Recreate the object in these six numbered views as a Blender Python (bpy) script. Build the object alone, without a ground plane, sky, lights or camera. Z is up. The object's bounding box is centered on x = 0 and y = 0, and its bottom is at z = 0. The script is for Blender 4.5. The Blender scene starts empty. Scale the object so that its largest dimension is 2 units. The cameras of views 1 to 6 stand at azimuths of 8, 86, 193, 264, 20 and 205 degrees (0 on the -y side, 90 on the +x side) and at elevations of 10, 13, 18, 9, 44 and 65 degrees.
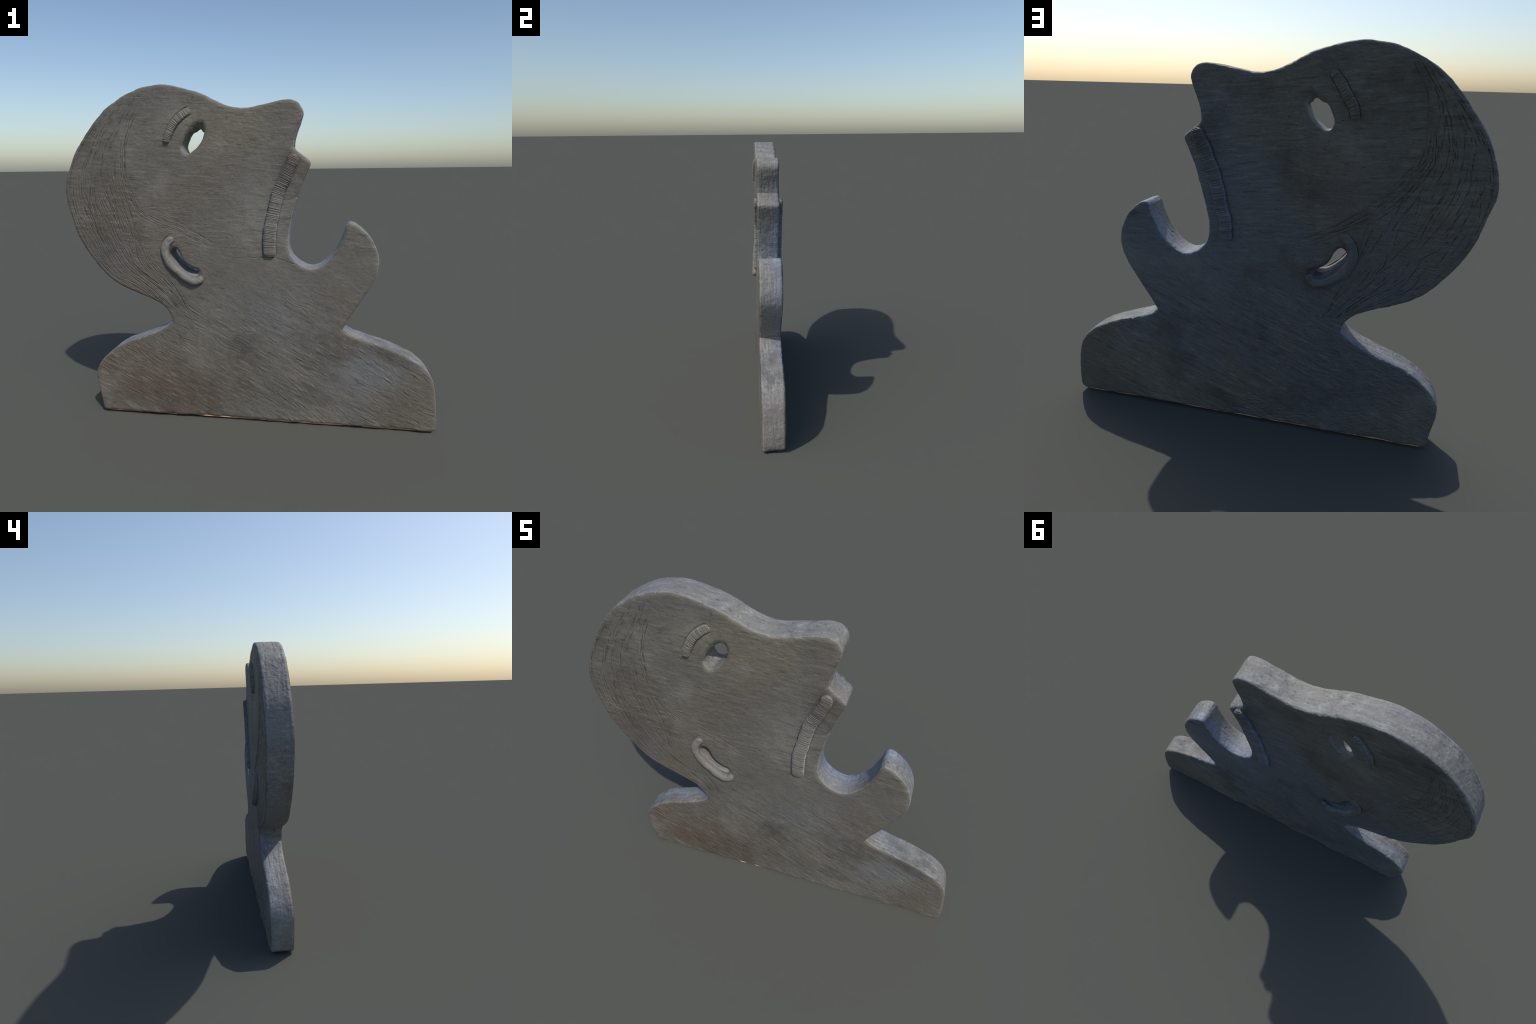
"""Flat slab-built clay head looking up with open mouth, on shoulders.

One profile (nape, skull, forehead, nose, lip, mouth, chin, throat, shoulders)
is extruded to a slab, pierced at eye and ear, remeshed finely and then carved:
combed hair grooves, smeared clay grain, tool dents.  Brow, moustache and ear
rims are modelled strips laid on both faces.
"""
import bpy, bmesh, math
import numpy as np
from mathutils import Vector, kdtree

rng = np.random.default_rng(7)
HALF = 0.0750            # half thickness of the slab
VOXEL = 0.0030

# ------------------------------------------------------------------ profile
# (x, z) control points, each run is a smooth stretch, runs meet in corners
PROFILE = [
    # base, right shoulder end, up to the throat notch (runs go counter-clockwise)
    [(-0.838, 0.014), (-0.40, 0.015), (0.05, 0.016), (0.50, 0.015), (0.968, 0.011)],
    [(0.968, 0.011), (0.986, 0.017), (0.993, 0.042), (0.994, 0.090), (0.988, 0.165), (0.977, 0.245),
     (0.956, 0.308), (0.908, 0.365), (0.838, 0.410), (0.733, 0.455), (0.622, 0.492), (0.555, 0.515), (0.505, 0.548)],
    [(0.505, 0.548), (0.553, 0.630), (0.597, 0.700), (0.655, 0.797), (0.677, 0.855), (0.682, 0.915),
     (0.668, 0.968), (0.637, 1.025), (0.590, 1.073), (0.560, 1.092), (0.538, 1.096), (0.524, 1.082)],
    [(0.524, 1.082), (0.515, 1.048), (0.488, 0.979), (0.452, 0.925), (0.411, 0.885), (0.376, 0.866), (0.338, 0.860),
     (0.295, 0.875), (0.255, 0.904), (0.229, 0.940), (0.218, 0.985), (0.220, 1.045), (0.236, 1.130),
     (0.261, 1.222), (0.291, 1.315), (0.318, 1.376), (0.327, 1.398)],
    [(0.327, 1.398), (0.327, 1.409), (0.317, 1.420), (0.287, 1.442), (0.256, 1.466), (0.243, 1.484)],
    [(0.243, 1.484), (0.248, 1.520), (0.265, 1.575), (0.284, 1.625), (0.290, 1.660), (0.272, 1.696), (0.240, 1.712),
     (0.190, 1.712), (0.140, 1.703), (0.085, 1.691), (0.020, 1.680), (-0.040, 1.681), (-0.095, 1.694),
     (-0.160, 1.724), (-0.225, 1.757), (-0.300, 1.781), (-0.370, 1.800), (-0.430, 1.807), (-0.500, 1.799),
     (-0.580, 1.780), (-0.660, 1.744), (-0.730, 1.702), (-0.795, 1.639), (-0.860, 1.563), (-0.922, 1.478),
     (-0.962, 1.395), (-0.988, 1.310), (-0.992, 1.235), (-0.972, 1.150), (-0.942, 1.048), (-0.895, 0.952),
     (-0.828, 0.857), (-0.758, 0.788), (-0.690, 0.747), (-0.600, 0.709), (-0.520, 0.678), (-0.465, 0.649),
     (-0.432, 0.615), (-0.414, 0.575), (-0.413, 0.553)],
    [(-0.413, 0.553), (-0.462, 0.514), (-0.540, 0.477), (-0.650, 0.434), (-0.725, 0.402), (-0.795, 0.350),
     (-0.850, 0.295), (-0.878, 0.235), (-0.876, 0.185), (-0.864, 0.118), (-0.853, 0.050), (-0.849, 0.025), (-0.838, 0.014)],
]
EYE = [(-0.331, 1.500), (-0.314, 1.547), (-0.287, 1.585), (-0.252, 1.612), (-0.228, 1.616), (-0.211, 1.607),
       (-0.206, 1.576), (-0.216, 1.537), (-0.235, 1.503), (-0.262, 1.478), (-0.292, 1.460), (-0.317, 1.464)]
EARHOLE = [(-0.416, 0.955), (-0.395, 0.972), (-0.370, 0.967), (-0.353, 0.941), (-0.342, 0.911), (-0.320, 0.886),
           (-0.288, 0.869), (-0.262, 0.862), (-0.250, 0.845), (-0.257, 0.820), (-0.284, 0.816), (-0.342, 0.845),
           (-0.384, 0.884), (-0.413, 0.924)]


def spline(pts, step, closed=False):
    """Centripetal Catmull-Rom through control points, resampled evenly."""
    p = np.asarray(pts, float)
    if closed:
        q = np.vstack([p[-1], p, p[0], p[1]])
    else:
        q = np.vstack([2 * p[0] - p[1], p, 2 * p[-1] - p[-2]])
    out = []
    for i in range(1, len(q) - 2):
        p0, p1, p2, p3 = q[i - 1:i + 3]
        t1 = np.linalg.norm(p1 - p0) ** 0.5
        t2 = t1 + np.linalg.norm(p2 - p1) ** 0.5
        t3 = t2 + np.linalg.norm(p3 - p2) ** 0.5
        t = np.linspace(t1, t2, 24, endpoint=False)[:, None]
        a1 = (t1 - t) / t1 * p0 + t / t1 * p1
        a2 = (t2 - t) / (t2 - t1) * p1 + (t - t1) / (t2 - t1) * p2
        a3 = (t3 - t) / (t3 - t2) * p2 + (t - t2) / (t3 - t2) * p3
        b1 = (t2 - t) / t2 * a1 + t / t2 * a2
        b2 = (t3 - t) / (t3 - t1) * a2 + (t - t1) / (t3 - t1) * a3
        out.append((t2 - t) / (t2 - t1) * b1 + (t - t1) / (t2 - t1) * b2)
    out.append(q[-2:-1] if not closed else p[:1])
    c = np.vstack(out)
    s = np.r_[0, np.cumsum(np.linalg.norm(np.diff(c, axis=0), axis=1))]
    n = max(2, int(round(s[-1] / step)))
    u = np.linspace(0, s[-1], n + 1)
    r = np.c_[np.interp(u, s, c[:, 0]), np.interp(u, s, c[:, 1])]
    return r[:-1] if closed else r


def widen(loop, k):
    c = loop.mean(0)
    return c + (loop - c) * k


def smooth(a, b, x):
    t = np.clip((x - a) / (b - a), 0, 1)
    return t * t * (3 - 2 * t)


# ------------------------------------------------------------------ noise
def _hash(i, j, k, seed):
    h = (i * 374761393 + j * 668265263 + k * 1274126177 + seed * 974634777) & 0xFFFFFFFF
    h = ((h ^ (h >> 13)) * 1274126177) & 0xFFFFFFFF
    h = ((h ^ (h >> 16)) * 2246822519) & 0xFFFFFFFF
    return ((h ^ (h >> 15)) & 0xFFFF) / 32767.5 - 1.0


def noise(p, seed=0):
    """Smooth value noise in -1..1 at points p (n, 3)."""
    f = np.floor(p)
    i = f.astype(np.int64)
    t = p - f
    t = t * t * t * (t * (t * 6 - 15) + 10)
    res = 0
    for a in (0, 1):
        wa = t[:, 0] if a else 1 - t[:, 0]
        for b in (0, 1):
            wb = t[:, 1] if b else 1 - t[:, 1]
            for c in (0, 1):
                wc = t[:, 2] if c else 1 - t[:, 2]
                res = res + wa * wb * wc * _hash(i[:, 0] + a, i[:, 1] + b, i[:, 2] + c, seed)
    return res


def fbm(p, octaves, seed=0, gain=0.5):
    r, amp = 0, 1.0
    for o in range(octaves):
        r = r + amp * noise(p * 2.0 ** o + 17.3 * o, seed + o)
        amp *= gain
    return r


# ------------------------------------------------------------------ slab lean
def mid_plane(x, z):
    return -0.0075 - 0.022 * x + 0.0 * z


def half_thickness(x, z):
    return HALF + 0.002 * np.sin(2.1 * x + 0.6) * np.cos(1.7 * z)


# ------------------------------------------------------------------ carved height maps
GX0, GX1, GZ0, GZ1, CELL = -1.06, 1.06, -0.03, 1.88, 0.00125
NXG, NZG = int((GX1 - GX0) / CELL), int((GZ1 - GZ0) / CELL)


def stamp(field, pts, radius, depth, mode):
    """Press a soft round tool of the given radius along points."""
    k = 3
    gi = (pts[:, 0] - GX0) / CELL
    gj = (pts[:, 1] - GZ0) / CELL
    i0, j0 = np.round(gi).astype(int), np.round(gj).astype(int)
    for a in range(-k, k + 1):
        for b in range(-k, k + 1):
            ii, jj = i0 + a, j0 + b
            d2 = ((ii - gi) ** 2 + (jj - gj) ** 2) * CELL * CELL
            v = depth * np.exp(-d2 / (radius * radius))
            ok = (ii >= 0) & (ii < NXG) & (jj >= 0) & (jj < NZG)
            if mode == "min":
                np.minimum.at(field, (ii[ok], jj[ok]), -v[ok])
            else:
                np.add.at(field, (ii[ok], jj[ok]), v[ok])


def sample(field, x, z):
    gi = np.clip((x - GX0) / CELL, 0, NXG - 2)
    gj = np.clip((z - GZ0) / CELL, 0, NZG - 2)
    i, j = gi.astype(int), gj.astype(int)
    a, b = gi - i, gj - j
    return ((1 - a) * (1 - b) * field[i, j] + a * (1 - b) * field[i + 1, j]
            + (1 - a) * b * field[i, j + 1] + a * b * field[i + 1, j + 1])


def flow_angle(x, z, side):
    """Direction in which the clay was smeared, radians."""
    if side == "front":
        a = -4 - 24 * smooth(1.15, 0.55, z) - 10 * smooth(-0.2, 0.5, x) * smooth(0.75, 0.35, z)
        a = a + 22 * smooth(0.45, 0.9, x) * smooth(0.25, 0.05, z)
        a = a - 12 * smooth(1.55, 1.75, z) * smooth(-0.35, -0.1, x)
    else:
        a = 3 + 30 * smooth(1.25, 0.75, z) * smooth(-0.5, 0.2, x) - 26 * smooth(0.4, 0.1, z)
        a = a + 14 * smooth(0.9, 1.2, z) * smooth(0.1, -0.3, x)
    return np.radians(a)


def grain_field(side, seed):
    """Thousands of short smear marks that follow the flow."""
    g = np.random.default_rng(seed)
    field = np.zeros((NXG, NZG), np.float64)
    for count, len0, len1, radius, depth in (
            (16000, 0.008, 0.040, 0.0022, 0.00026), (3400, 0.03, 0.13, 0.0034, 0.00042)):
        x = g.uniform(-1.0, 1.0, count)
        z = g.uniform(0.0, 1.82, count)
        a0 = flow_angle(x, z, side) + g.normal(0, 0.13, count)
        length = g.uniform(len0, len1, count)
        sign = np.where(g.random(count) < 0.62, -1.0, 1.0) * g.uniform(0.3, 1.0, count)
        bend = g.normal(0, 1.2, count)
        n = 26
        for s in np.linspace(-0.5, 0.5, n):
            a = a0 + bend * s * length
            px = x + np.cos(a) * s * length
            pz = z + np.sin(a) * s * length
            stamp(field, np.c_[px, pz], radius, depth * sign * (1 - (2 * s) ** 2) * length / len1 * 1.2 + 0, "add")
    count = 190
    x, z = g.uniform(-0.95, 1.0, count), 0.02 + 0.75 * g.random(count) ** 1.3
    a0 = flow_angle(x, z, side) + g.normal(0, 0.12, count)
    length = g.uniform(0.05, 0.20, count)
    bend = g.normal(0, 1.4, count)
    amp = g.uniform(0.0002, 0.0008, count)
    for s in np.linspace(-0.5, 0.5, 110):
        a = a0 + bend * s * length
        px, pz = x + np.cos(a) * s * length, z + np.sin(a) * s * length
        fade = 1 - (2 * s) ** 2
        stamp(field, np.c_[px, pz], 0.0026, -amp * fade * 0.55, "add")
        stamp(field, np.c_[px - np.sin(a) * 0.005, pz + np.cos(a) * 0.005], 0.0032, amp * fade * 0.4, "add")
    # sharp torn nicks
    count = 620
    x, z = g.uniform(-1.0, 1.0, count), g.uniform(0.0, 1.8, count)
    a0 = flow_angle(x, z, side) + g.normal(0, 0.3, count)
    length = 0.006 + 0.06 * g.random(count) ** 2.5
    cut = np.zeros_like(field)
    depth = (0.0006 + 0.0028 * g.random(count) ** 2) * np.where(z < 0.65, 1.15, 0.6)
    for s in np.linspace(-0.5, 0.5, 30):
        jit = g.normal(0, 0.0006, count)
        stamp(cut, np.c_[x + np.cos(a0) * s * length, z + np.sin(a0) * s * length + jit], 0.0018,
              depth * (1 - (2 * abs(s)) ** 2), "min")
    return field + cut


def comb(field, inner, outer, count, lo, hi, depth, seed, cross=0.09, bias=1.0):
    """Hair: grooves that run between an inner and an outer guide curve."""
    g = np.random.default_rng(seed)
    a, b = spline(inner, 0.004), spline(outer, 0.004)
    m = 240
    ra = a[np.linspace(0, len(a) - 1, m).astype(int)]
    rb = b[np.linspace(0, len(b) - 1, m).astype(int)]
    order = g.permutation(count)
    for q in range(count):
        t = ((order[q] + g.random()) / count) ** bias
        span = g.uniform(lo, hi)
        u0 = g.uniform(-0.05, 1.0 - span * 0.5)
        u1 = min(u0 + span, 1.0)
        u0 = max(u0, 0.0)
        u = np.linspace(u0, u1, 260)
        drift = t + g.normal(0, cross) * (u - u0) / max(span, 1e-3) + 0.003 * np.sin(u * g.uniform(20, 60) + g.uniform(0, 6))
        k = u * (m - 1)
        pa = np.c_[np.interp(k, np.arange(m), ra[:, 0]), np.interp(k, np.arange(m), ra[:, 1])]
        pb = np.c_[np.interp(k, np.arange(m), rb[:, 0]), np.interp(k, np.arange(m), rb[:, 1])]
        p = pa + (pb - pa) * np.clip(drift, -0.03, 0.985)[:, None]
        e = (u - u0) / (u1 - u0)
        d = depth * g.uniform(0.45, 1.0) * np.minimum(1, np.minimum(e, 1 - e) * 7 + 0.1)
        d = d * (0.8 + 0.3 * np.sin(e * g.uniform(8, 30) + g.uniform(0, 6)))
        stamp(field, p, g.uniform(0.0010, 0.0015), d, "min")


RIM = [(-0.610, 1.760), (-0.720, 1.700), (-0.850, 1.560), (-0.945, 1.410), (-0.978, 1.280), (-0.955, 1.110),
       (-0.880, 0.950), (-0.790, 0.840), (-0.680, 0.755), (-0.540, 0.700), (-0.440, 0.640)]
RIM_TOP = [(-0.715, 1.700), (-0.800, 1.615), (-0.890, 1.500), (-0.945, 1.410), (-0.978, 1.280), (-0.965, 1.150), (-0.92, 1.03)]


BROW_FRONT = [(-0.412, 1.512), (-0.408, 1.538), (-0.394, 1.568), (-0.372, 1.607), (-0.345, 1.637), (-0.312, 1.662), (-0.280, 1.678)]
BROW_BACK = [(-0.421, 1.502), (-0.417, 1.530), (-0.408, 1.562), (-0.384, 1.598), (-0.357, 1.643), (-0.338, 1.668), (-0.318, 1.690)]
MOUSTACHE_FRONT = [(0.262, 1.446), (0.236, 1.392), (0.202, 1.322), (0.175, 1.260), (0.158, 1.200), (0.142, 1.130),
                   (0.131, 1.060), (0.125, 1.000), (0.126, 0.924)]
MOUSTACHE_BACK = [(0.270, 1.450), (0.253, 1.405), (0.230, 1.370), (0.214, 1.322), (0.195, 1.274), (0.180, 1.224), (0.166, 1.167),
                  (0.154, 1.112), (0.140, 1.050), (0.137, 0.995), (0.134, 0.948)]
EAR_FRONT = [(-0.388, 1.020), (-0.412, 1.008), (-0.432, 0.982), (-0.438, 0.945), (-0.421, 0.896), (-0.371, 0.845), (-0.314, 0.803),
             (-0.278, 0.790), (-0.250, 0.798), (-0.240, 0.820)]
EAR_BACK = [(-0.385, 1.030), (-0.412, 1.008), (-0.436, 0.977), (-0.444, 0.930), (-0.417, 0.870), (-0.369, 0.826), (-0.314, 0.797),
            (-0.272, 0.800), (-0.247, 0.832)]



def contact_shadow_groove(side):
    """Trench cut around each applied strip to draw its dark contact shadow."""
    f = np.zeros((NXG, NZG), np.float64)
    strips = ((BROW_FRONT, 0.040, 1.0), (MOUSTACHE_FRONT, 0.061, 0.8), (EAR_FRONT, 0.046, 0.7)) if side == "front" else \
        ((BROW_BACK, 0.035, 1.0), (MOUSTACHE_BACK, 0.054, 1.0), (EAR_BACK, 0.044, 0.6))
    for path, width, amount in strips:
        c = spline(path, 0.0012)
        t = np.gradient(c, axis=0)
        t /= np.linalg.norm(t, axis=1)[:, None]
        nor = np.c_[-t[:, 1], t[:, 0]]
        fade = np.minimum(1, np.minimum(np.arange(len(c)), np.arange(len(c))[::-1]) / 14)
        for sgn in (-1, 1):
            stamp(f, c + sgn * nor * (width / 2 + 0.001), 0.0027, 0.0062 * amount * fade, "min")
    return f


def hair_field(side):
    f = np.zeros((NXG, NZG), np.float64)
    rim = [(-0.97, 1.33), (-0.978, 1.25), (-0.945, 1.09), (-0.865, 0.935), (-0.76, 0.81), (-0.60, 0.722), (-0.43, 0.62)]
    if side == "front":
        top = [(-0.500, 1.780), (-0.545, 1.710), (-0.585, 1.640), (-0.620, 1.550), (-0.640, 1.450), (-0.640, 1.340), (-0.615, 1.260), (-0.56, 1.17)]
        nape = [(-0.640, 1.400), (-0.625, 1.290), (-0.590, 1.200), (-0.560, 1.060), (-0.515, 0.910), (-0.430, 0.810), (-0.350, 0.710), (-0.300, 0.600)]
        side_a = [(-0.635, 1.300), (-0.592, 1.224), (-0.545, 1.195), (-0.450, 1.150), (-0.353, 1.105), (-0.240, 1.045), (-0.150, 0.985)]
        side_b = [(-0.660, 1.250), (-0.600, 1.150), (-0.500, 1.085), (-0.400, 1.055), (-0.320, 1.020), (-0.190, 0.965)]
        comb(f, top, RIM_TOP, 76, 0.25, 0.65, 0.0036, 11)
        comb(f, top, RIM_TOP, 5, 0.5, 0.9, 0.0040, 14, cross=0.02, bias=9)
        comb(f, nape, rim, 135, 0.18, 0.48, 0.0036, 12)
        comb(f, side_a, side_b, 24, 0.2, 0.6, 0.0028, 13)
        # seam from the moustache to the corner of the mouth
        stamp(f, spline([(0.03, 0.918), (0.10, 0.923), (0.15, 0.921), (0.21, 0.903), (0.275, 0.883)], 0.001), 0.0016, 0.0030, "min")
    else:
        top = [(-0.600, 1.775), (-0.643, 1.695), (-0.682, 1.629), (-0.697, 1.560), (-0.697, 1.480), (-0.682, 1.378), (-0.645, 1.320), (-0.60, 1.26)]
        nape = [(-0.697, 1.500), (-0.682, 1.380), (-0.610, 1.270), (-0.530, 1.150), (-0.500, 1.040), (-0.475, 0.930), (-0.410, 0.800), (-0.320, 0.610)]
        side_a = [(-0.697, 1.480), (-0.682, 1.378), (-0.613, 1.276), (-0.544, 1.200), (-0.431, 1.110), (-0.330, 1.050), (-0.190, 0.975)]
        side_b = [(-0.780, 1.400), (-0.730, 1.300), (-0.640, 1.180), (-0.521, 1.090), (-0.405, 1.030), (-0.289, 0.968)]
        comb(f, top, RIM_TOP, 52, 0.16, 0.42, 0.0060, 21)
        comb(f, top, RIM_TOP, 4, 0.5, 0.9, 0.0060, 25, cross=0.02, bias=9)
        comb(f, nape, rim, 135, 0.10, 0.30, 0.0056, 22)
        comb(f, side_a, side_b, 24, 0.25, 0.7, 0.0050, 23, bias=1.6)
        comb(f, side_a, side_b, 4, 0.7, 0.95, 0.0066, 24, bias=5)
    return f


# ------------------------------------------------------------------ body slab
def curve_slab():
    crv = bpy.data.curves.new("slab_profile", "CURVE")
    crv.dimensions = "2D"
    crv.fill_mode = "BOTH"
    crv.extrude = HALF - 0.016
    crv.bevel_depth = 0.016
    crv.bevel_resolution = 4
    crv.offset = -0.0115
    loops = [np.vstack([spline(run, 0.006)[:-1] for run in PROFILE]),
             widen(spline(EYE, 0.006, True), 1.06), widen(spline(EARHOLE, 0.005, True), 1.06) + np.array([-0.004, -0.007])]
    for lp in loops:
        sp = crv.splines.new("POLY")
        sp.points.add(len(lp) - 1)
        sp.points.foreach_set("co", np.c_[lp, np.zeros(len(lp)), np.ones(len(lp))].ravel())
        sp.use_cyclic_u = True
    ob = bpy.data.objects.new("slab_profile", crv)
    bpy.context.collection.objects.link(ob)
    me = bpy.data.meshes.new_from_object(ob)
    bpy.data.objects.remove(ob)
    bm = bmesh.new()
    bm.from_mesh(me)
    bmesh.ops.remove_doubles(bm, verts=bm.verts, dist=1e-5)
    bmesh.ops.recalc_face_normals(bm, faces=bm.faces)
    bm.to_mesh(me)
    bm.free()
    # lay the drawing plane upright: (x, y, h) -> (x, -h, y)
    co = np.empty(len(me.vertices) * 3)
    me.vertices.foreach_get("co", co)
    co = co.reshape(-1, 3)
    me.vertices.foreach_set("co", np.c_[co[:, 0], -co[:, 2], co[:, 1]].ravel())
    ob = bpy.data.objects.new("slab", me)
    bpy.context.collection.objects.link(ob)
    mod = ob.modifiers.new("remesh", "REMESH")
    mod.mode = "VOXEL"
    mod.voxel_size = VOXEL
    mod.adaptivity = 0.0
    dg = bpy.context.evaluated_depsgraph_get()
    fine = bpy.data.meshes.new_from_object(ob.evaluated_get(dg))
    bpy.data.objects.remove(ob)
    # finer mesh where the hair is combed in
    bm = bmesh.new()
    bm.from_mesh(fine)
    zs, xs = [0.55, 0.80, 1.00, 1.12, 1.25, 1.45, 1.62, 1.80], [-0.31, -0.36, -0.16, -0.16, -0.52, -0.60, -0.56, -0.47]
    sel = set()
    for f in bm.faces:
        if abs(f.normal.y) > 0.6:
            c = f.calc_center_median()
            if c.z > 0.585 and c.x < np.interp(c.z, zs, xs):
                sel.update(f.edges)
    bmesh.ops.subdivide_edges(bm, edges=list(sel), cuts=1, use_grid_fill=True)
    bm.to_mesh(fine)
    bm.free()
    return fine, loops


def vertex_normals(me):
    n = np.empty(len(me.vertices) * 3, np.float32)
    me.vertex_normals.foreach_get("vector", n)
    return n.reshape(-1, 3).astype(float)


slab, LOOPS = curve_slab()
nv = len(slab.vertices)
co = np.empty(nv * 3)
slab.vertices.foreach_get("co", co)
co = co.reshape(-1, 3)
nrm = vertex_normals(slab)
x, y, z = co[:, 0].copy(), co[:, 1].copy(), co[:, 2].copy()

# arc length along the outline for marks that run along the edge band
kd = kdtree.KDTree(sum(len(l) for l in LOOPS))
arc, base = [], 0.0
for lp in LOOPS:
    seg = np.linalg.norm(np.diff(np.vstack([lp, lp[:1]]), axis=0), axis=1)
    arc.extend(base + np.r_[0, np.cumsum(seg)[:-1]])
    base += seg.sum() + 5
n = 0
for lp in LOOPS:
    for p in lp:
        kd.insert((p[0], 0.0, p[1]), n)
        n += 1
kd.balance()
arc = np.array(arc)
edge = np.abs(nrm[:, 1]) < 0.93
s_at = np.zeros(nv)
for i in np.nonzero(edge)[0]:
    s_at[i] = arc[kd.find((x[i], 0.0, z[i]))[1]]

front_w = smooth(0.55, 0.95, -nrm[:, 1])
back_w = smooth(0.55, 0.95, nrm[:, 1])
side_w = 1 - front_w - back_w

groove_dark = np.zeros(nv)
disp = 0.0030 * fbm(np.c_[x * 5, y * 5, z * 5], 2, 3)                     # hand-built unevenness
disp += side_w * 0.0009 * fbm(np.c_[x * 22, y * 14, z * 22], 2, 31)
disp += 0.0007 * fbm(np.c_[x * 45, y * 45, z * 45], 2, 5)
for w, side, seed in ((front_w, "front", 101), (back_w, "back", 202)):
    relief = grain_field(side, seed)
    patch = 0.8 + 0.6 * noise(np.c_[x * 4, y * 0 + seed, z * 4], seed)
    patch = patch * (0.75 + 0.5 * smooth(0.75, 0.45, z))
    patch = patch * (1.7 if side == "back" else 1.0)
    cut = sample(hair_field(side), x, z)
    groove_dark = np.maximum(groove_dark, w * -cut / (0.0036 if side == "front" else 0.0060))
    disp += w * (sample(relief, x, z) * patch + cut + sample(contact_shadow_groove(side), x, z))
# edge band: brushed along its length, small pits
ps = np.c_[s_at * 14, y * 110, np.zeros(nv)]
disp += side_w * (0.0008 * fbm(ps, 3, 41) + 0.0005 * noise(np.c_[s_at * 90, y * 150, np.zeros(nv)], 47))
pits = noise(np.c_[x * 60, y * 60, z * 60], 61)
disp -= side_w * 0.0014 * smooth(0.66, 0.9, pits)
# ragged lower edge
disp += smooth(0.05, 0.015, z) * 0.004 * fbm(np.c_[x * 16, y * 10, z * 10], 3, 71)

new = co + nrm * disp[:, None]
k = half_thickness(x, z) / HALF
new[:, 1] = mid_plane(x, z) + new[:, 1] * k
new[:, 1] -= front_w * 0.007 * np.exp(-((x + 0.66) / 0.24) ** 2 - ((z - 0.14) / 0.17) ** 2)
# back leans out at the head and in at the base; its lower edge is worn higher
rear = smooth(-HALF, HALF, y)
new[:, 1] += rear * 0.006 * np.clip((z - 0.70) / 0.6, -1, 1)
new[:, 2] += rear * 0.005 * smooth(0.06, 0.015, z)
# eye and ear openings narrow half way through the slab
waist = side_w * np.clip(1 - (y / HALF) ** 2, 0, 1)
at_eye = (np.hypot(x + 0.265, z - 1.54) < 0.115)
pull = waist * at_eye * 0.34 * smooth(1.55, 1.60, z)
new[:, 0] += pull * (-0.275 - x)
new[:, 2] += pull * (1.53 - z)
at_ear = (x > -0.44) & (x < -0.22) & (z > 0.79) & (z < 1.0)
pull = waist * at_ear * 0.55 * smooth(-0.335, -0.285, x)
new[:, 0] += pull * (-0.285 - x)
new[:, 2] += pull * (0.838 - z)
pull = waist * at_ear * 0.30 * smooth(0.925, 0.955, z)
new[:, 0] += pull * (-0.382 - x)
new[:, 2] += pull * (0.915 - z)
new[:, 2] = np.maximum(new[:, 2], 0.003)
slab.vertices.foreach_set("co", new.ravel())
slab.update()
body_normals = vertex_normals(slab)


# ------------------------------------------------------------------ materials
def node(nt, kind, loc=(0, 0), **kw):
    nd = nt.nodes.new(kind)
    for key, v in kw.items():
        if key == "inp":
            for name, val in v.items():
                nd.inputs[name].default_value = val
        else:
            setattr(nd, key, v)
    return nd


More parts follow.
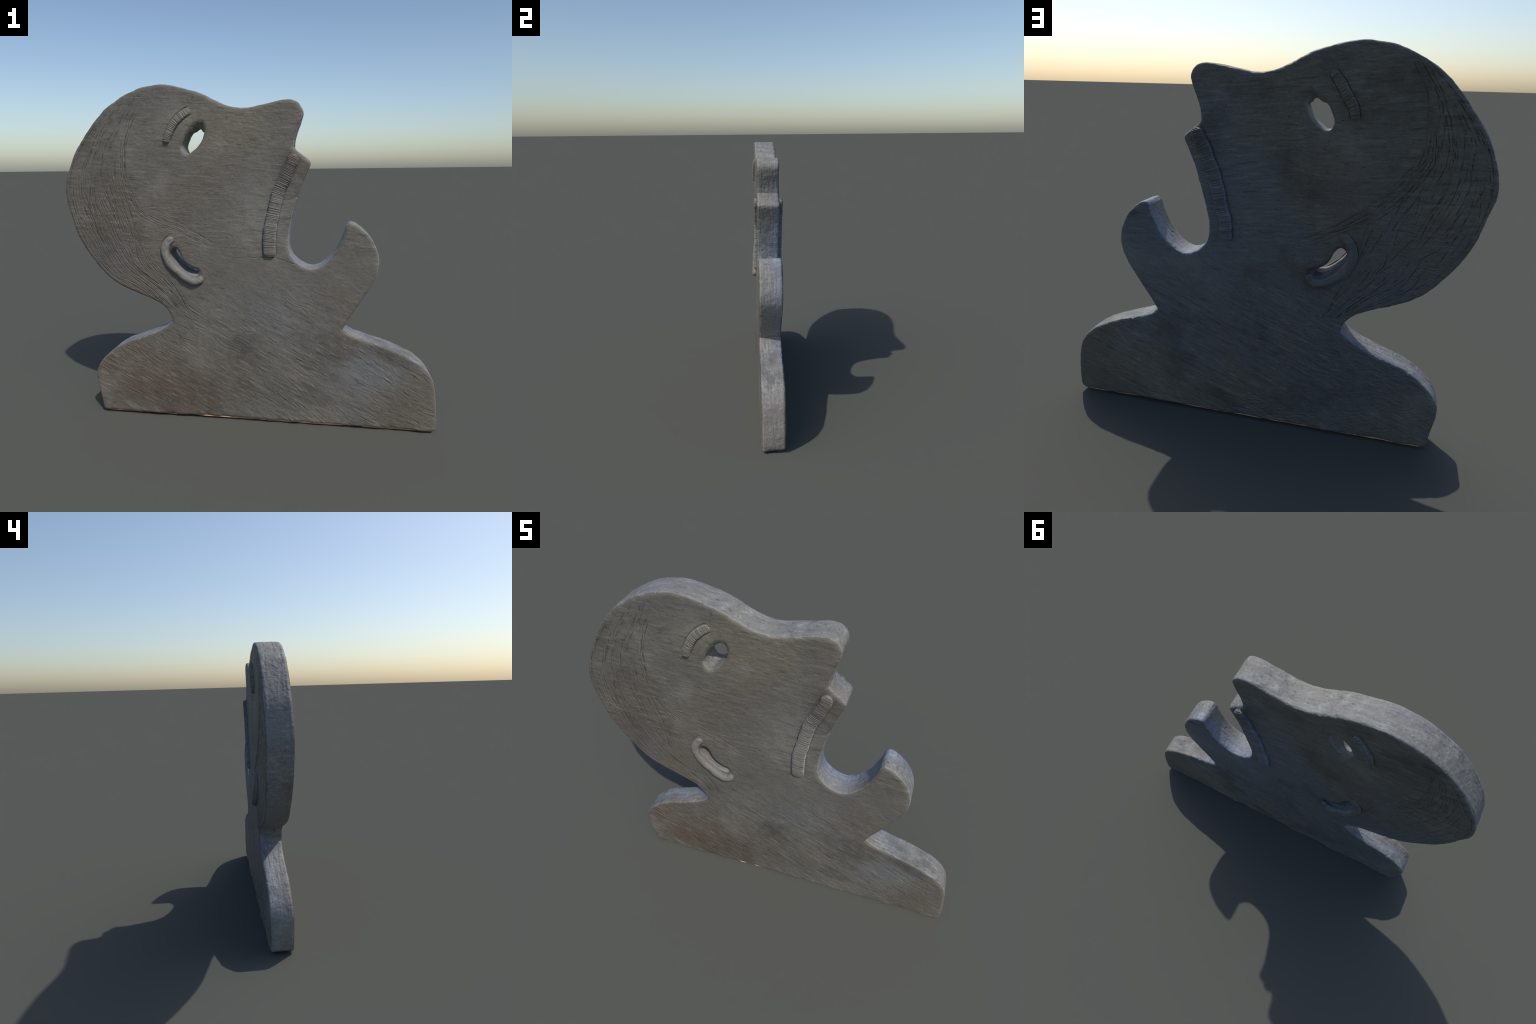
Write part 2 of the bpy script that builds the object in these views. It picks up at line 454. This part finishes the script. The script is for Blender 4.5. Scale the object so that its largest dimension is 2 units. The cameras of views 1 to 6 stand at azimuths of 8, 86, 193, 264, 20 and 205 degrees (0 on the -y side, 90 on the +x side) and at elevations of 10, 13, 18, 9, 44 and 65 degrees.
def clay_material(name, base, dark, light, warm, strength=1.0, rough=0.62, spots=(), band=None):
    m = bpy.data.materials.new(name)
    m.use_nodes = True
    nt = m.node_tree
    nt.nodes.clear()
    L = nt.links.new
    out = node(nt, "ShaderNodeOutputMaterial")
    bs = node(nt, "ShaderNodeBsdfPrincipled")
    L(bs.outputs[0], out.inputs[0])
    tc = node(nt, "ShaderNodeTexCoord")
    obj = tc.outputs["Object"]

    def tex(scale, rot, stretch, detail=4, rgh=0.6, distort=0.0):
        mp = node(nt, "ShaderNodeMapping")
        mp.inputs["Rotation"].default_value = (0, math.radians(rot), 0)
        mp.vector_type = "TEXTURE"
        mp.inputs["Scale"].default_value = tuple(1.0 / v for v in stretch)
        L(obj, mp.inputs["Vector"])
        t = node(nt, "ShaderNodeTexNoise", inp={"Scale": scale, "Detail": detail, "Roughness": rgh, "Distortion": distort})
        L(mp.outputs[0], t.inputs["Vector"])
        return t.outputs["Fac"]

    def ramp(src, a, b):
        r = node(nt, "ShaderNodeMapRange", interpolation_type="SMOOTHSTEP")
        r.inputs["From Min"].default_value = a
        r.inputs["From Max"].default_value = b
        L(src, r.inputs["Value"])
        return r.outputs["Result"]

    def mul(a, f):
        r = node(nt, "ShaderNodeMath", operation="MULTIPLY")
        L(a, r.inputs[0])
        if isinstance(f, (int, float)):
            r.inputs[1].default_value = f
        else:
            L(f, r.inputs[1])
        return r.outputs[0]

    def mix(col, other, fac, mode="MIX"):
        r = node(nt, "ShaderNodeMix", data_type="RGBA", blend_type=mode)
        if isinstance(col, tuple):
            r.inputs["A"].default_value = (*col, 1)
        else:
            L(col, r.inputs["A"])
        if isinstance(other, tuple):
            r.inputs["B"].default_value = (*other, 1)
        else:
            L(other, r.inputs["B"])
        L(fac, r.inputs["Factor"])
        return [o for o in r.outputs if o.type == "RGBA"][0]

    # smear streaks: level on the face, falling to the right on neck and shoulders
    # (and the other way on the back), along the band on the edge
    sep = node(nt, "ShaderNodeSeparateXYZ")
    L(obj, sep.inputs[0])
    low = ramp(sep.outputs["Z"], 1.05, 0.60)
    rear = ramp(sep.outputs["Y"], -0.02, 0.02)
    st = (1.0, 3.0, 8.0)

    def blend(a, b, f):
        m_ = node(nt, "ShaderNodeMix", data_type="FLOAT")
        L(f, m_.inputs["Factor"])
        L(a, m_.inputs["A"])
        L(b, m_.inputs["B"])
        return m_.outputs["Result"]

    level = tex(9, 4, st, 7, 0.68, 0.3)
    fall = blend(tex(9, 27, st, 7, 0.68, 0.3), tex(9, -22, st, 7, 0.68, 0.3), rear)
    streak = blend(level, fall, low)
    dash = blend(tex(26, 4, st, 3, 0.6, 0.5), blend(tex(26, 29, st, 3, 0.6, 0.5), tex(26, -24, st, 3, 0.6, 0.5), rear), low)
    blot = tex(3.2, 0, (1, 1, 1), 5, 0.6)
    fine = tex(70, 12, (1, 1, 2.2), 4, 0.7)
    hue = tex(1.7, 0, (1, 1, 1), 3, 0.5)
    hue2 = tex(2.3, 40, (1, 1.5, 1), 3, 0.5)

    col = base
    warp = node(nt, "ShaderNodeTexNoise", inp={"Scale": 4.0, "Detail": 5.0, "Roughness": 0.6})
    L(obj, warp.inputs["Vector"])
    for centre, radii, tint, amount in spots:
        sub = node(nt, "ShaderNodeVectorMath", operation="SUBTRACT")
        L(obj, sub.inputs[0])
        sub.inputs[1].default_value = centre
        div = node(nt, "ShaderNodeVectorMath", operation="DIVIDE")
        L(sub.outputs[0], div.inputs[0])
        div.inputs[1].default_value = radii
        ln = node(nt, "ShaderNodeVectorMath", operation="LENGTH")
        L(div.outputs[0], ln.inputs[0])
        ad = node(nt, "ShaderNodeMath", operation="MULTIPLY_ADD")
        L(warp.outputs["Fac"], ad.inputs[0])
        ad.inputs[1].default_value = 1.6
        L(ln.outputs["Value"], ad.inputs[2])
        col = mix(col, tint, mul(ramp(ad.outputs[0], 2.0, 1.0), amount))
    col = mix(col, light, mul(ramp(streak, 0.50, 0.70), 0.55 * strength))
    col = mix(col, dark, mul(ramp(streak, 0.47, 0.29), 0.70 * strength))
    col = mix(col, light, mul(ramp(blot, 0.52, 0.72), 0.40 * strength))
    col = mix(col, dark, mul(ramp(blot, 0.48, 0.30), 0.55 * strength))
    col = mix(col, warm, mul(ramp(hue, 0.50, 0.68), 0.45 * strength))
    col = mix(col, (base[0] * 0.92, base[1] * 0.98, base[2] * 1.16), mul(ramp(hue2, 0.52, 0.7), 0.35))
    col = mix(col, dark, mul(ramp(fine, 0.44, 0.28), 0.75 * strength))
    col = mix(col, light, mul(ramp(fine, 0.56, 0.74), 0.35 * strength))
    col = mix(col, dark, mul(ramp(dash, 0.40, 0.27), 0.8 * strength))
    col = mix(col, light, mul(ramp(dash, 0.60, 0.75), 0.5 * strength))
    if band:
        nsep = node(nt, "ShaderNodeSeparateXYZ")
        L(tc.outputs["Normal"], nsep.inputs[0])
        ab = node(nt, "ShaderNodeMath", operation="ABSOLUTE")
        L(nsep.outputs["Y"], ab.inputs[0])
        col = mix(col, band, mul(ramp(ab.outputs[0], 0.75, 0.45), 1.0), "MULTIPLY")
    L(col, bs.inputs["Base Color"])
    rr = node(nt, "ShaderNodeMapRange", inp={"To Min": rough - 0.08, "To Max": rough + 0.14})
    L(blot, rr.inputs["Value"])
    L(rr.outputs[0], bs.inputs["Roughness"])
    bs.inputs["Specular IOR Level"].default_value = 0.4
    bmp = node(nt, "ShaderNodeBump", inp={"Strength": 0.55, "Distance": 0.0022})
    hsum = node(nt, "ShaderNodeMath", operation="ADD")
    L(mul(streak, 1.3), hsum.inputs[0])
    L(fine, hsum.inputs[1])
    L(hsum.outputs[0], bmp.inputs["Height"])
    L(bmp.outputs[0], bs.inputs["Normal"])
    return m


SPOTS = [  # colour patches: centre, radii, colour, amount
    ((-0.58, -0.08, 0.20), (0.58, 0.10, 0.30), (0.092, 0.064, 0.046), 0.85),  # brown painted on for the front's shading towards the base, also the last front patch
    ((-0.74, -0.08, 0.96), (0.34, 0.10, 0.42), (0.100, 0.081, 0.063), 0.80),
    ((-0.12, -0.08, 1.55), (0.30, 0.10, 0.20), (0.141, 0.128, 0.092), 0.70),
    ((-0.36, -0.08, 1.62), (0.13, 0.10, 0.13), (0.207, 0.195, 0.154), 0.70),
    ((0.10, -0.08, 1.18), (0.22, 0.10, 0.32), (0.176, 0.174, 0.158), 0.55),
    ((0.66, -0.08, 0.28), (0.26, 0.10, 0.22), (0.145, 0.150, 0.160), 0.65),
    ((0.20, -0.08, 0.60), (0.36, 0.10, 0.20), (0.132, 0.136, 0.143), 0.55),
    ((0.30, -0.08, 0.16), (0.30, 0.10, 0.12), (0.084, 0.077, 0.069), 0.55),
    ((0.36, 0.07, 0.95), (0.62, 0.12, 0.75), (0.104, 0.120, 0.150), 0.80),  # blue skylight tinted into the back, this patch and the next
    ((-0.45, 0.07, 0.60), (0.70, 0.12, 0.75), (0.090, 0.096, 0.108), 0.65),
]
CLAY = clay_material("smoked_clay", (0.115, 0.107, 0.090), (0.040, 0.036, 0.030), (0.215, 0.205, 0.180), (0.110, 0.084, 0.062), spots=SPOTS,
                     band=(1.80, 1.90, 2.10))  # rim colour lightened and cooled after the sky-lit top edge
DARK_LINE = clay_material("dark_groove", (0.060, 0.057, 0.052), (0.034, 0.032, 0.029), (0.095, 0.092, 0.085), (0.050, 0.042, 0.035))
RIM_CLAY = clay_material("pale_rim_clay", (0.160, 0.154, 0.136), (0.080, 0.075, 0.066), (0.25, 0.24, 0.215), (0.16, 0.143, 0.112))
RAW = clay_material("raw_fired_clay", (0.62, 0.40, 0.235), (0.36, 0.20, 0.10), (0.72, 0.52, 0.35), (0.60, 0.34, 0.16))

# ------------------------------------------------------------------ hierarchy
root = bpy.data.objects.new("head_sculpture", None)
root.empty_display_size = 0.2
bpy.context.collection.objects.link(root)
root["label"] = "flat dark clay slab head in profile, looking up, mouth open"
root["category"] = "sculpture"


def add_part(name, me, mat, parent=root):
    me.name = name
    if not len(me.materials):
        me.materials.append(mat)
    ob = bpy.data.objects.new(name, me)
    bpy.context.collection.objects.link(ob)
    ob.parent = parent
    return ob


# split the one smooth body by anatomical region
loops_v = np.empty(len(slab.loops), np.int32)
slab.loops.foreach_get("vertex_index", loops_v)
starts = np.empty(len(slab.polygons), np.int32)
totals = np.empty(len(slab.polygons), np.int32)
slab.polygons.foreach_get("loop_start", starts)
slab.polygons.foreach_get("loop_total", totals)
csum = np.add.reduceat(new[loops_v], starts, axis=0) / totals[:, None]
cx, cz = csum[:, 0], csum[:, 2]
dark_faces = (np.add.reduceat(groove_dark[loops_v], starts) / totals) > 0.38     # soot above this limit: combed grooves coloured darker

neck_top = 0.70 + 0.30 * (cx + 0.42)                      # nape to under the jaw
neck_low = 0.552 + 0.10 * np.sin((cx + 0.41) / 0.92 * np.pi) * -0.5
region = np.full(len(cx), "head", dtype=object)
jaw = (cx > 0.10) & (cz < 0.93 + 0.25 * (cx - 0.22)) | (cx > 0.40) & (cz < 1.2)
region[jaw] = "jaw"
region[cz < neck_top] = "neck"
region[(cx > 0.45) & (cz >= 0.60)] = np.where(cz[(cx > 0.45) & (cz >= 0.60)] < 1.2, "jaw", "head")
region[cz < neck_low] = "shoulders"
hair_edge = np.interp(cz, [0.55, 0.75, 0.95, 1.10, 1.25, 1.45, 1.62, 1.80], [-0.38, -0.41, -0.47, -0.50, -0.58, -0.64, -0.60, -0.52])
region[(cx < hair_edge) & (cz > neck_top)] = "hair"
region[(cx > -0.02) & (cz > 1.47 + 0.3 * np.maximum(0, 0.12 - cx))] = "nose"

for name in ("head", "hair", "nose", "jaw", "neck", "shoulders"):
    sel = np.nonzero(region == name)[0]
    if not len(sel):
        continue
    tot = totals[sel]
    off = np.repeat(starts[sel] - np.r_[0, np.cumsum(tot)[:-1]], tot) + np.arange(tot.sum())
    lv = loops_v[off]
    used, inv = np.unique(lv, return_inverse=True)
    me = bpy.data.meshes.new(name)
    me.vertices.add(len(used))
    me.vertices.foreach_set("co", new[used].ravel())
    me.loops.add(len(lv))
    me.loops.foreach_set("vertex_index", inv.astype(np.int32))
    me.polygons.add(len(sel))
    me.polygons.foreach_set("loop_start", np.r_[0, np.cumsum(tot)[:-1]].astype(np.int32))
    me.polygons.foreach_set("loop_total", tot.astype(np.int32))
    me.polygons.foreach_set("use_smooth", np.ones(len(sel), bool))
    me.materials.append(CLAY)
    me.materials.append(DARK_LINE)
    me.polygons.foreach_set("material_index", dark_faces[sel].astype(np.int32))
    me.update(calc_edges=True)
    me.normals_split_custom_set_from_vertices([tuple(v) for v in body_normals[used]])
    add_part(name, me, CLAY)
bpy.data.meshes.remove(slab)


# ------------------------------------------------------------------ applied strips
def surface_y(x, z, side):
    s = -1 if side == "front" else 1
    y0 = mid_plane(x, z) + s * half_thickness(x, z)
    if side == "back":
        y0 = y0 + 0.006 * np.clip((z - 0.70) / 0.6, -1, 1)
    return y0 + s * 0.0030 * fbm(np.c_[x * 5, s * HALF * 5 + 0 * x, z * 5], 2, 3)


def sweep(name, path, widths, heights, side, mat, ridges=0, ridge_depth=0.0, seed=1, ring=36, step=0.0012,
          square=0.6, lump=0.001, sink=0.35, ends=0.5, jogging=0.0):
    """Strip or roll of clay laid on one face, with transverse tool ridges."""
    g = np.random.default_rng(seed)
    c = spline(path, step)
    n = len(c)
    u = np.linspace(0, 1, n)
    L = np.linalg.norm(np.diff(c, axis=0), axis=1).sum()
    tan = np.gradient(c, axis=0)
    tan /= np.linalg.norm(tan, axis=1)[:, None]
    nor = np.c_[-tan[:, 1], tan[:, 0]]
    w = np.interp(u, np.linspace(0, 1, len(widths)), widths) / 2
    h = np.interp(u, np.linspace(0, 1, len(heights)), heights)
    # rounded ends
    cap = ends * w.mean() * 2
    e = np.minimum(u, 1 - u) * L
    r = np.sqrt(np.clip(1 - np.clip(1 - e / cap, 0, 1) ** 2, 0.0, 1))
    cells = np.floor(u * L / 0.065 + 0.3 * seed)
    jog = np.random.default_rng(seed + 50).normal(0, 1, 64)[(cells.astype(int)) % 64]
    jog = np.convolve(np.pad(jog, 3, mode='edge'), np.ones(7) / 7, 'valid')
    c = c + nor * (jog * jogging)[:, None]
    w, h = w * np.maximum(r, 0.02), h * np.maximum(r ** 0.7, 0.02)
    w = w * (1 + 0.07 * fbm(np.c_[u * L * 30, u * 0, u * 0], 2, seed))
    if ridges:
        cuts = (np.arange(ridges) + g.uniform(-0.42, 0.42, ridges)) / ridges * L
        dep = g.uniform(0.2, 1.0, ridges)
        pit = L / ridges
        prof = np.zeros(n)
        for cpos, dd in zip(cuts, dep):
            prof = np.maximum(prof, dd * np.exp(-((u * L - cpos) / (0.26 * pit)) ** 2))
    else:
        prof = np.zeros(n)
    th = np.linspace(0, 2 * np.pi, ring, endpoint=False)
    ca, sa = np.cos(th), np.sin(th)
    px = np.sign(ca) * np.abs(ca) ** square
    py = np.sign(sa) * np.abs(sa) ** square
    sgn = -1 if side == "front" else 1
    P = np.zeros((n, ring, 3))
    skew = 0.18 * noise(np.c_[u * L * 25, u * 0 + 3, u * 0], seed + 9)
    for j in range(ring):
        top = max(py[j], 0)
        out = np.where(py[j] > 0, py[j] * h, py[j] * h * sink)
        out = out - ridge_depth * prof * top
        across = px[j] * w * (1 - 0.5 * ridge_depth / 0.02 * prof * abs(px[j]))
        q = c + nor * across[:, None]
        wob = lump * fbm(np.c_[q[:, 0] * 45, np.full(n, out.mean() * 60), q[:, 1] * 45], 2, seed + 3)
        P[:, j, 0] = q[:, 0]
        P[:, j, 2] = q[:, 1]
        P[:, j, 1] = surface_y(q[:, 0], q[:, 1], side) + sgn * (out + wob * top)
    verts = P.reshape(-1, 3)
    i, j = np.meshgrid(np.arange(n - 1), np.arange(ring), indexing="ij")
    a = i * ring + j
    b = i * ring + (j + 1) % ring
    faces = np.stack([a, b, b + ring, a + ring], -1).reshape(-1, 4).tolist()
    faces.append(list(range(ring))[::-1])
    faces.append([(n - 1) * ring + k for k in range(ring)])
    me = bpy.data.meshes.new(name)
    me.from_pydata(verts.tolist(), [], faces)
    bm = bmesh.new()
    bm.from_mesh(me)
    bmesh.ops.recalc_face_normals(bm, faces=bm.faces)
    bm.to_mesh(me)
    bm.free()
    me.polygons.foreach_set("use_smooth", np.ones(len(me.polygons), bool))
    return add_part(name, me, mat)


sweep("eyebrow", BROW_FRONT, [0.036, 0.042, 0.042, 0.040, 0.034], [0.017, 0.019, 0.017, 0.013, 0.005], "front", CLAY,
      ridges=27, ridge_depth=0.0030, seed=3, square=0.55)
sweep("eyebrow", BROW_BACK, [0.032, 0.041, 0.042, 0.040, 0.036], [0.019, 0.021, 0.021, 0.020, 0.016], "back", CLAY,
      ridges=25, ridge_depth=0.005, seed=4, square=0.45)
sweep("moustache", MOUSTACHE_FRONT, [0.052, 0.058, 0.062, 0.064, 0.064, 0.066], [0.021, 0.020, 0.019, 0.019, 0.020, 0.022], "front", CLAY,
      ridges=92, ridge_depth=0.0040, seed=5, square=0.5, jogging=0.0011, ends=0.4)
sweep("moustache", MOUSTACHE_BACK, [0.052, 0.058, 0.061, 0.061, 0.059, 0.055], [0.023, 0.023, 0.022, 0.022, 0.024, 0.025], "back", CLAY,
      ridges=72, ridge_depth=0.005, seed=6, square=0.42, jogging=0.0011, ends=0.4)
sweep("ear", [(a - 0.003, b - 0.004) for a, b in EAR_FRONT], [0.040, 0.046, 0.046, 0.048, 0.050, 0.048, 0.042], [0.010, 0.017, 0.022, 0.025, 0.027, 0.028, 0.022], "front", RIM_CLAY,
      seed=7, square=0.95, lump=0.0022, sink=0.3, step=0.002)
sweep("ear", [(a - 0.003, b - 0.004) for a, b in EAR_BACK], [0.036, 0.042, 0.044, 0.046, 0.046, 0.042, 0.034], [0.005, 0.016, 0.026, 0.031, 0.033, 0.031, 0.020], "back", CLAY,
      seed=8, square=0.95, lump=0.0022, sink=0.3, step=0.002)


# ------------------------------------------------------------------ raw clay underside
def underside():
    nx, ny = 420, 26
    xs = np.linspace(-0.835, 0.966, nx)
    ys = np.linspace(-1, 1, ny)
    X, Y = np.meshgrid(xs, ys, indexing="ij")
    wob = fbm(np.c_[X.ravel() * 9, Y.ravel() * 0.6, X.ravel() * 0], 3, 81).reshape(X.shape)
    half = HALF - 0.0095 + 0.0065 * wob
    yy = mid_plane(X, 0) + Y * half * np.where(Y > 0, 0.84, 1.0)
    sag = fbm(np.c_[X.ravel() * 5, Y.ravel() * 1.2, X.ravel() * 0], 3, 85).reshape(X.shape)
    low = 0.004 + 0.004 * sag
    low = np.maximum(low - np.percentile(low, 10), 0)
    endfade = smooth(0, 0.02, X + 0.835) * smooth(0, 0.02, 0.966 - X)
    rim = np.sqrt(np.clip(1 - np.abs(Y) ** 8, 0, 1))
    low = 0.013 - (0.013 - low) * np.maximum(rim * endfade, 0.02)
    bot = np.stack([X, yy, low], -1).reshape(-1, 3)
    top = np.stack([X, yy, np.full_like(X, 0.0155)], -1).reshape(-1, 3)
    v = np.vstack([bot, top])
    N = nx * ny
    i, j = np.meshgrid(np.arange(nx - 1), np.arange(ny - 1), indexing="ij")
    a = (i * ny + j).ravel()
    f = np.stack([a, a + 1, a + ny + 1, a + ny], -1)
    faces = f.tolist() + (f[:, ::-1] + N).tolist()
    ring = [i * ny for i in range(nx)] + [(nx - 1) * ny + j for j in range(1, ny)] + \
           [i * ny + ny - 1 for i in range(nx - 2, -1, -1)] + [j for j in range(ny - 2, 0, -1)]
    for p, q in zip(ring, ring[1:] + ring[:1]):
        faces.append([p, q, q + N, p + N])
    me = bpy.data.meshes.new("base_underside")
    me.from_pydata(v.tolist(), [], faces)
    bm = bmesh.new()
    bm.from_mesh(me)
    bmesh.ops.recalc_face_normals(bm, faces=bm.faces)
    bm.to_mesh(me)
    bm.free()
    me.polygons.foreach_set("use_smooth", np.ones(len(me.polygons), bool))
    add_part("base_underside", me, RAW)


underside()
